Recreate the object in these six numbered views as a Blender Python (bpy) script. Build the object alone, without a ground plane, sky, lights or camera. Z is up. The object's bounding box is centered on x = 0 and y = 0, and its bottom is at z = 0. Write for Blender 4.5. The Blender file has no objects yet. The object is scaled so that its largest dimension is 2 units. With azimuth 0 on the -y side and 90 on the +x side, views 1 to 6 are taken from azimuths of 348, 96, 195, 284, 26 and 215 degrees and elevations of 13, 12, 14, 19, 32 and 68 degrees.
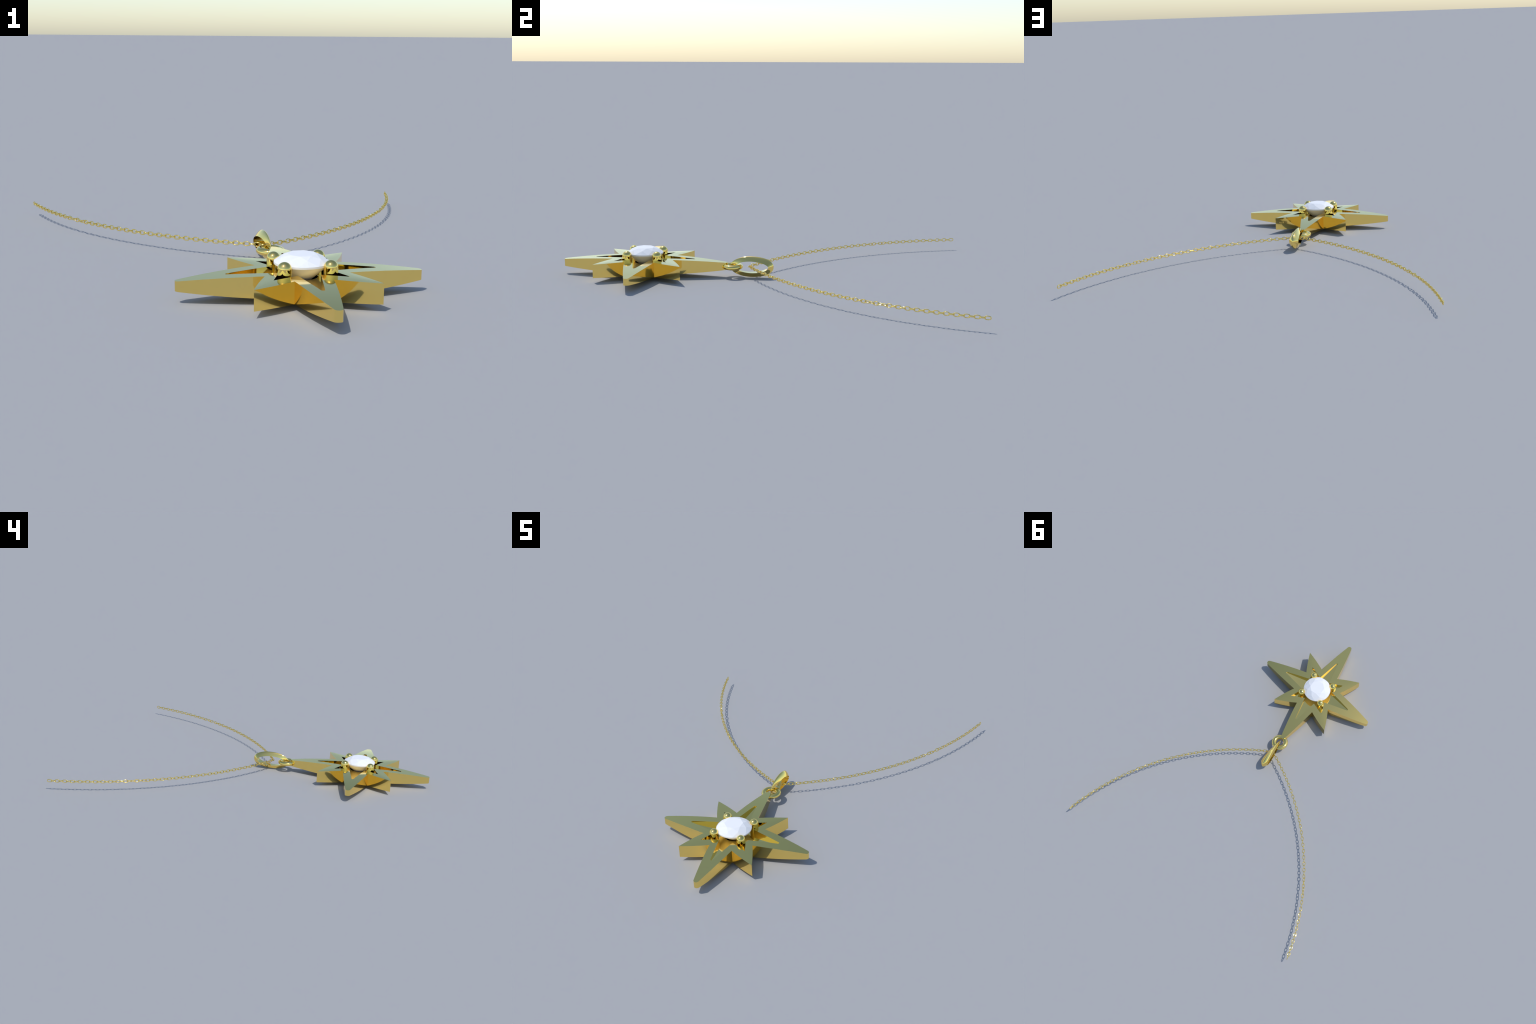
import bpy, bmesh, math
from math import sin, cos, pi, radians, hypot, atan2, acos, sqrt
from mathutils import Vector, Matrix

# ------------------------------------------------------------------ frame
MID = 0.0530            # height of the common middle plane
CX, CY = 0.0, -0.587    # star centre


# -------------------------------------------------------------- materials
def principled(name, colour, metallic, roughness):
    m = bpy.data.materials.new(name)
    m.use_nodes = True
    b = m.node_tree.nodes["Principled BSDF"]
    b.inputs["Base Color"].default_value = (*colour, 1)
    b.inputs["Metallic"].default_value = metallic
    b.inputs["Roughness"].default_value = roughness
    return m, b


def gold_material(name, roughness=0.06):
    """Polished yellow gold; a faint large-scale noise shifts the alloy tint."""
    m, b = principled(name, GOLD, 1.0, roughness)
    nt = m.node_tree
    tc = nt.nodes.new("ShaderNodeTexCoord")
    nz = nt.nodes.new("ShaderNodeTexNoise")
    nz.inputs["Scale"].default_value = 14.0
    nz.inputs["Detail"].default_value = 2.0
    rp = nt.nodes.new("ShaderNodeValToRGB")
    rp.color_ramp.elements[0].position = 0.3
    rp.color_ramp.elements[1].position = 0.7
    rp.color_ramp.elements[0].color = (*[c * 0.985 for c in GOLD], 1)
    rp.color_ramp.elements[1].color = (*GOLD, 1)
    nt.links.new(tc.outputs["Object"], nz.inputs["Vector"])
    nt.links.new(nz.outputs["Fac"], rp.inputs["Fac"])
    nt.links.new(rp.outputs["Color"], b.inputs["Base Color"])
    return m


GOLD = (1.0, 0.742, 0.218)
MAT_GOLD = gold_material("polished_gold")
MAT_STONE, _b = principled("white_stone", (0.80, 0.80, 0.80), 0.0, 0.5)
_b.inputs["Specular IOR Level"].default_value = 0.1


# ------------------------------------------------------------ mesh helper
class Builder:
    """Collects faces with one normal per corner; welds equal points."""

    def __init__(self):
        self.co, self.key, self.faces, self.normals = [], {}, [], []

    def vert(self, p):
        k = (round(p[0], 6), round(p[1], 6), round(p[2], 6))
        if k not in self.key:
            self.key[k] = len(self.co)
            self.co.append(tuple(p))
        return self.key[k]

    def face(self, pts, normals):
        idx = [self.vert(p) for p in pts]
        if len(set(idx)) < 3 or len(set(idx)) != len(idx):
            keep = []
            for j, i in enumerate(idx):
                if i not in [k for k, _ in keep]:
                    keep.append((i, normals[j]))
            if len(keep) < 3:
                return
            idx, normals = [k for k, _ in keep], [n for _, n in keep]
        v = [Vector(self.co[i]) - Vector(self.co[idx[0]]) for i in idx]
        fn = sum((p.cross(q) for p, q in zip(v[1:], v[2:])), Vector())
        if fn.length < 1e-12:
            return
        if fn.dot(sum((Vector(n) for n in normals), Vector())) < 0:
            idx, normals = idx[::-1], normals[::-1]
        self.faces.append(idx)
        self.normals.append(normals)

    def mesh(self, name, mat):
        me = bpy.data.meshes.new(name)
        me.from_pydata(self.co, [], self.faces)
        # from_pydata keeps order, so corner normals line up
        flat = [Vector(n).normalized() for f in self.normals for n in f]
        me.shade_smooth()
        if len(flat) == len(me.loops):
            me.normals_split_custom_set(flat)
        me.materials.append(mat)
        return me


def add(name, me, parent, loc=(0, 0, 0)):
    o = bpy.data.objects.new(name, me)
    bpy.context.collection.objects.link(o)
    o.parent = parent
    o.location = loc
    return o


# ------------------------------------------------------------ thing (root)
root = bpy.data.objects.new("pendant_necklace", None)
bpy.context.collection.objects.link(root)
root["label"] = "gold eight-pointed star pendant with white gemstone on fine chain"
root["category"] = "necklace"

# ------------------------------------------------------------------- star
H0 = 0.0385                       # half thickness at the centre
KX, KY = 0.137, 0.123             # droop of the arms along x and y
SHORT = (0.200, 0.2125)           # tip of a short diagonal ray
SLOT_SHORT = (0.1218, 0.1288)     # tip of its pocket
# long ray: (tip, tip radius, notch along, notch across)
RAY = {"x": (0.405, 0.0140, 0.1362, 0.0735), "y": (0.413, 0.0140, 0.1495, 0.0612)}
SLOT = {"x": (0.2465, 0.0065, 0.0862, 0.0458), "y": (0.2500, 0.0065, 0.0915, 0.0368)}


def half_thickness(along, axis):
    return H0 - (KX if axis == "x" else KY) * along * along


def floor_z(x, y):
    return FLOOR0 + FLOOR2 * (x * x + y * y)


FLOOR0, FLOOR2 = 0.0645, 0.20
HOLE_R = 0.052


def rounded_ray(tip, r, na, nc, bulge=0.0, seg=8):
    """One flank of a ray from notch to tip centre line, tip rounded by radius r."""
    c = tip - r
    dx, dy = c - na, -nc                      # notch -> arc centre
    d = hypot(dx, dy)
    base = atan2(dy, dx)
    off = acos(r / d)                          # tangent point, seen from arc centre
    ang = base + pi - off                      # direction centre -> tangent point
    if sin(ang) < 0:
        ang = base + pi + off
    pts = [(na, nc)]
    tx, ty = c + r * cos(ang), r * sin(ang)
    for j in range(1, 12):                     # flank, optionally slightly bowed
        t = j / 12
        b = bulge * 4 * t * (1 - t)
        pts.append((na + (tx - na) * t, nc + (ty - nc) * t + b))
    for j in range(seg + 1):
        a = ang * (1 - j / seg)
        pts.append((c + r * cos(a), r * sin(a)))
    return pts                                 # in (along, across >= 0), notch ... tip


def ray_path(spec, short_tip, bulge, short_bulge=0.0):
    """Closed-side path in (along, across): short tip, notch, tip, notch, short tip."""
    half = rounded_ray(*spec, bulge=bulge)
    (a0, c0), (a1, c1) = short_tip, half[0]
    d = hypot(a1 - a0, c1 - c0)
    up = [short_tip]
    if short_bulge:
        for j in range(1, 8):                  # slightly convex flank of the short ray
            t = j / 8
            b = short_bulge * 4 * t * (1 - t)
            up.append((a0 + (a1 - a0) * t + b * (c0 - c1) / d, c0 + (c1 - c0) * t - b * (a0 - a1) / d))
    up += half
    return up + [(a, -c) for a, c in reversed(up[:-1])]


def flat_patch(poly, cuts_along, cuts_across=()):
    bm = bmesh.new()
    bm.faces.new([bm.verts.new((a, c, 0)) for a, c in poly])
    bmesh.ops.triangulate(bm, faces=bm.faces[:], ngon_method='EAR_CLIP')
    for normal, cuts in (((1, 0, 0), cuts_along), ((0, 1, 0), cuts_across)):
        for k in cuts:
            bmesh.ops.bisect_plane(bm, geom=bm.verts[:] + bm.edges[:] + bm.faces[:], dist=1e-7,
                                   plane_co=(k * normal[0], k * normal[1], 0), plane_no=normal)
    return bm


def densify(path, cuts):
    """Insert the crossings of a path with along = k, as the patches have them."""
    out = [path[0]]
    for p, q in zip(path, path[1:]):
        ts = sorted((k - p[0]) / (q[0] - p[0]) for k in cuts if (p[0] - k) * (q[0] - k) < -1e-14)
        out += [(p[0] + (q[0] - p[0]) * t, p[1] + (q[1] - p[1]) * t) for t in ts]
        out.append(q)
    return out


def ray_normal(a, c, axis, st, up, place):
    """Normal of the drooping face, eased across the diagonal ridge of a short ray."""
    other = KY if axis == "x" else KX
    k = KX if axis == "x" else KY
    ridge = abs(a) - abs(c) * st[0] / st[1]
    w = 0.5 * (1 - min(max(ridge / 0.03, 0), 1))
    return place(2 * k * a * (1 - w), 2 * other * c * w, up)


star = Builder()
CUTS = [0.02 * j for j in range(1, 21)]
for axis, sign in (("x", 1), ("x", -1), ("y", 1), ("y", -1)):
    st = SHORT if axis == "x" else SHORT[::-1]
    it = SLOT_SHORT if axis == "x" else SLOT_SHORT[::-1]
    outer = ray_path(RAY[axis], st, 0.0025, 0.0028)
    inner = ray_path(SLOT[axis], it, 0.0)
    k = KX if axis == "x" else KY

    def xy(a, c, axis=axis, sign=sign):
        return (a * sign, c) if axis == "x" else (c, a * sign)

    def place(a, c, z):
        x, y = xy(a, c)
        return (x, y, z)

    # top frame and closed underside
    for poly, up in ((outer + inner[::-1], 1), ([(0, 0)] + outer, -1)):
        bm = flat_patch(poly, CUTS)
        for f in bm.faces:
            pts, nor = [], []
            for v in f.verts:
                a, c = v.co.x, v.co.y
                pts.append(place(a, c, up * half_thickness(a, axis)))
                nor.append(ray_normal(a, c, axis, st, up, place))
            star.face(pts, nor)
        bm.free()
    # pocket floor
    grid = [0.015 * j for j in range(-9, 17)]
    rim = atan2(it[1], it[0])
    arc = [(HOLE_R * cos(rim * t / 10), HOLE_R * sin(rim * t / 10)) for t in range(-10, 11)]
    bm = flat_patch(inner + arc, grid, grid)
    for f in bm.faces:
        pts, nor = [], []
        for v in f.verts:
            x, y = xy(v.co.x, v.co.y)
            pts.append((x, y, floor_z(x, y) - MID))
            nor.append((-2 * FLOOR2 * x, -2 * FLOOR2 * y, 1))
        star.face(pts, nor)
    bm.free()
    # side walls: outer skirt and pocket walls
    for path, side in ((outer, 1), (inner, -1)):
        p = densify(path, CUTS)
        seg_n = []
        for q, r in zip(p, p[1:]):
            n = Vector((-(r[1] - q[1]), r[0] - q[0]))
            n.normalize()
            # outward of the ray: away from the star's inside
            seg_n.append(n * side)
        for j in range(len(p) - 1):
            q, r = p[j], p[j + 1]

            def corner_n(i, other):
                if 0 <= other < len(seg_n) and seg_n[other].dot(seg_n[i]) > 0.8:
                    return (seg_n[i] + seg_n[other]).normalized()
                return seg_n[i]

            nq, nr = corner_n(j, j - 1), corner_n(j, j + 1)
            # orientation: the path runs with the solid on its right hand side
            top = [half_thickness(q[0], axis), half_thickness(r[0], axis)]
            if side > 0:
                low = [-t for t in top]
            else:
                low = [floor_z(*xy(*q)) - MID - 0.004, floor_z(*xy(*r)) - MID - 0.004]   # run below the floor
            pts = [place(*q, low[0]), place(*r, low[1]), place(*r, top[1]), place(*q, top[0])]
            n0, n1 = place(nq.x, nq.y, 0), place(nr.x, nr.y, 0)
            star.face(pts, [n0, n1, n1, n0])

for j in range(72):                            # wall of the hole under the stone
    a, c = 2 * pi * j / 72, 2 * pi * (j + 1) / 72
    hi, lo = floor_z(HOLE_R, 0) - MID, -H0 + 0.006
    star.face([(HOLE_R * cos(a), HOLE_R * sin(a), lo), (HOLE_R * cos(c), HOLE_R * sin(c), lo),
               (HOLE_R * cos(c), HOLE_R * sin(c), hi), (HOLE_R * cos(a), HOLE_R * sin(a), hi)],
              [(-cos(a), -sin(a), 0), (-cos(c), -sin(c), 0), (-cos(c), -sin(c), 0), (-cos(a), -sin(a), 0)])

body = add("star", star.mesh("star", MAT_GOLD), root, (CX, CY, MID))

# ------------------------------------------------------------------ prongs
PR, PZ, PXY = 0.0228, 0.109, 0.0745


def revolve(profile, seg, smooth_angle=radians(50)):
    """Surface of revolution of (r, z) points around z, smooth along gentle turns."""
    b = Builder()
    n = len(profile)
    segn = []
    for (r0, z0), (r1, z1) in zip(profile, profile[1:]):
        v = Vector((z1 - z0, -(r1 - r0)))
        segn.append(v.normalized())
    for i in range(n - 1):
        def vn(i, j):
            if 0 <= j < n - 1 and segn[i].angle(segn[j]) < smooth_angle:
                return (segn[i] + segn[j]).normalized()
            return segn[i]
        na, nb = vn(i, i - 1), vn(i, i + 1)
        (r0, z0), (r1, z1) = profile[i], profile[i + 1]
        for s in range(seg):
            a, c = 2 * pi * s / seg, 2 * pi * (s + 1) / seg
            pts = [(r0 * cos(a), r0 * sin(a), z0), (r0 * cos(c), r0 * sin(c), z0),
                   (r1 * cos(c), r1 * sin(c), z1), (r1 * cos(a), r1 * sin(a), z1)]
            nor = [(na.x * cos(a), na.x * sin(a), na.y), (na.x * cos(c), na.x * sin(c), na.y),
                   (nb.x * cos(c), nb.x * sin(c), nb.y), (nb.x * cos(a), nb.x * sin(a), nb.y)]
            b.face(pts, nor)
    return b


prong_profile = [(0.0001, 0.030), (PR * 0.6, 0.030), (PR, 0.036)] + \
    [(PR, 0.036 + (PZ - 0.036) * j / 4) for j in range(1, 5)] + \
    [(max(PR * cos(a), 0.0), PZ + PR * sin(a)) for a in (pi / 2 * j / 14 for j in range(1, 15))]
prong_mesh = revolve(prong_profile, 40).mesh("prong", MAT_GOLD)
for sx in (-1, 1):
    for sy in (-1, 1):
        add("prong", prong_mesh, root, (CX + sx * PXY, CY + sy * PXY, 0))

# --------------------------------------------------------------- gemstone
R_G, Z_G, R_T, Z_T = 0.0893, 0.1095, 0.0465, 0.1393
gem = Builder()


def flat_face(b, pts, centre):
    v = [Vector(p) for p in pts]
    n = Vector((0, 0, 0))
    for i in range(len(v)):
        p, q = v[i], v[(i + 1) % len(v)]
        n += p.cross(q)
    n.normalize()
    mid = sum(v, Vector()) / len(v)
    if n.dot(mid - Vector(centre)) < 0:
        n = -n
    b.face(pts, [n] * len(pts))


def polar(r, ang, z):
    return (r * cos(ang), r * sin(ang), z)


A0 = radians(22.5)
GZ = 0.0018                                   # half height of the girdle band
core = (0, 0, 0.10)
tab = [polar(R_T, A0 + j * pi / 4, Z_T) for j in range(8)]
R_S = 0.0680
Z_S = 0.1302
star_pt = [polar(R_S, A0 + (j + 0.5) * pi / 4, Z_S) for j in range(8)]
flat_face(gem, tab, core)
SUB = 4


def girdle(ang):
    return polar(R_G, ang, Z_G + GZ + 0.0026 * cos(4 * (ang - A0)) ** 2)   # scalloped rim


for j in range(8):
    a = A0 + j * pi / 4
    nxt = (j + 1) % 8
    flat_face(gem, [tab[j], star_pt[j], tab[nxt]], core)          # star facet
    flat_face(gem, [tab[j], star_pt[j - 1], girdle(a), star_pt[j]], core)   # kite
    for lo, hi in ((a, a + pi / 8), (a + pi / 4, a + pi / 8)):    # upper girdle facets
        rim = [girdle(lo + (hi - lo) * t / SUB) for t in range(SUB + 1)]
        flat_face(gem, [star_pt[j]] + rim, core)
pav = [(R_G, Z_G + GZ + 0.0026), (R_G, Z_G - GZ), (0.070, 0.0912), (0.045, 0.0690), (0.02, 0.0470), (0.0, 0.0295)]
low = revolve([(r, z) for r, z in reversed(pav)], 64, radians(30))
for f, n in zip(low.faces, low.normals):
    gem.face([low.co[i] for i in f], n)
add("gemstone", gem.mesh("gemstone", MAT_STONE), root, (CX, CY, 0))

# -------------------------------------------------------------- jump ring
RING_R, RING_T, RING_H = 0.0380, 0.0147, 0.0123
ring_profile = [(RING_R + RING_T * cos(a), RING_H * sin(a)) for a in (2 * pi * j / 28 for j in range(29))]
add("jump_ring", revolve(ring_profile, 72).mesh("jump_ring", MAT_GOLD), root, (0, -0.150, MID - 0.0015))

# ------------------------------------------------------------------- bail
BAIL_Y, BAIL_A, BAIL_B = -0.0535, 0.108, 0.0520    # centre, outer half length, half height
N_U, N_W = 96, 24
bm = bmesh.new()
rows = []
for i in range(N_U):
    th = 2 * pi * i / N_U
    blend = 0.5 + 0.5 * cos(th)                     # 1 at the chain end, 0 in the ring
    w = 0.0022 + 0.0225 * min(1.0, blend * 1.1) ** 0.6              # half width of the band
    t = 0.0215 + 0.0035 * blend                     # radial height of the domed band
    q = 1.0 - 0.10 * max(cos(th), 0) ** 0.5         # fuller curve at the chain end
    p = Vector((0, BAIL_A * math.copysign(abs(cos(th)) ** q, cos(th)),
                BAIL_B * math.copysign(abs(sin(th)) ** q, sin(th))))
    n = Vector((0, cos(th) / BAIL_A, sin(th) / BAIL_B)).normalized()
    row = []
    for j in range(N_W + 1):                        # domed outside
        s = -1 + 2 * j / N_W
        row.append(p + Vector((w * s, 0, 0)) - n * t * (abs(s) ** 1.5))
    for j in range(1, 4):                           # flat inside
        s = 1 - 2 * j / 4
        row.append(p + Vector((w * s, 0, 0)) - n * t)
    rows.append([bm.verts.new(v) for v in row])
cnt = len(rows[0])
for i in range(N_U):
    for j in range(cnt):
        q = [rows[i][j], rows[i][(j + 1) % cnt], rows[(i + 1) % N_U][(j + 1) % cnt], rows[(i + 1) % N_U][j]]
        f = bm.faces.new(q)
        f.smooth = True
bmesh.ops.recalc_face_normals(bm, faces=bm.faces[:])
for e in bm.edges:
    if len(e.link_faces) == 2 and e.calc_face_angle() > radians(40):
        e.smooth = False
bail_me = bpy.data.meshes.new("bail")
bm.to_mesh(bail_me)
bm.free()
bail_me.materials.append(MAT_GOLD)
add("bail", bail_me, root, (0, BAIL_Y, BAIL_B))

# ------------------------------------------------------------------ chain
LINK_L, LINK_W, WIRE = 0.0293, 0.0186, 0.0020
ARC_C, ARC_R, CHAIN_Z = (-0.7143, 1.3713), 1.6056, 0.0535            # circle of the +x half; -x is its mirror
A_APEX = radians(-63.584)                            # both halves meet at x = 0


def link_mesh():
    """Oval wire link, long axis x, lying in the xz plane."""
    b = Builder()
    hl, hw = LINK_L / 2 - WIRE, LINK_W / 2 - WIRE
    nu, nv = 36, 10
    path = []
    for i in range(nu):
        a = 2 * pi * i / nu
        ex = 2 / 2.5                                # superellipse: oval with flattened sides
        path.append(Vector((hl * math.copysign(abs(cos(a)) ** ex, cos(a)), 0,
                            hw * math.copysign(abs(sin(a)) ** ex, sin(a)))))
    ring = []
    for i in range(nu):
        t = (path[(i + 1) % nu] - path[i - 1]).normalized()
        o = t.cross(Vector((0, 1, 0))).normalized()
        ring.append([(path[i] + o * WIRE * cos(c) + Vector((0, 1, 0)) * WIRE * sin(c),
                      o * cos(c) + Vector((0, 1, 0)) * sin(c)) for c in (2 * pi * j / nv for j in range(nv))])
    for i in range(nu):
        for j in range(nv):
            q = [ring[i][j], ring[i][(j + 1) % nv], ring[(i + 1) % nu][(j + 1) % nv], ring[(i + 1) % nu][j]]
            b.face([p for p, _ in q], [n for _, n in q])
    return b.mesh("chain_link", MAT_GOLD)


link = link_mesh()
chain = bpy.data.objects.new("chain", None)
bpy.context.collection.objects.link(chain)
chain.parent = root


def put_link(pos, tangent, roll):
    t = Vector((tangent[0], tangent[1], 0)).normalized()
    side = Vector((-t.y, t.x, 0))
    wide = Vector((0, 0, 1)) * cos(roll) + side * sin(roll)
    m = Matrix((t, wide.cross(t), wide)).transposed().to_4x4()
    m.translation = pos
    o = add("chain_link", link, chain)
    o.matrix_basis = m


LINKS, PITCH = 68, 0.02064
S_END = 1.3930                                      # arc length of the last link's centre
TWIST_FROM, TWIST_RATE = 19.15, radians(27)         # the chain makes half a twist here
for sx in (1, -1):
    for i in range(LINKS):
        a = A_APEX + (S_END - i * PITCH) / ARC_R
        pos = (sx * (ARC_C[0] + ARC_R * cos(a)), ARC_C[1] + ARC_R * sin(a), CHAIN_Z)
        tan = (-sx * sin(a), cos(a))
        twist = min(max((i - TWIST_FROM) * TWIST_RATE, 0), pi)
        put_link(pos, tan, sx * twist + (i % 2) * pi / 2)
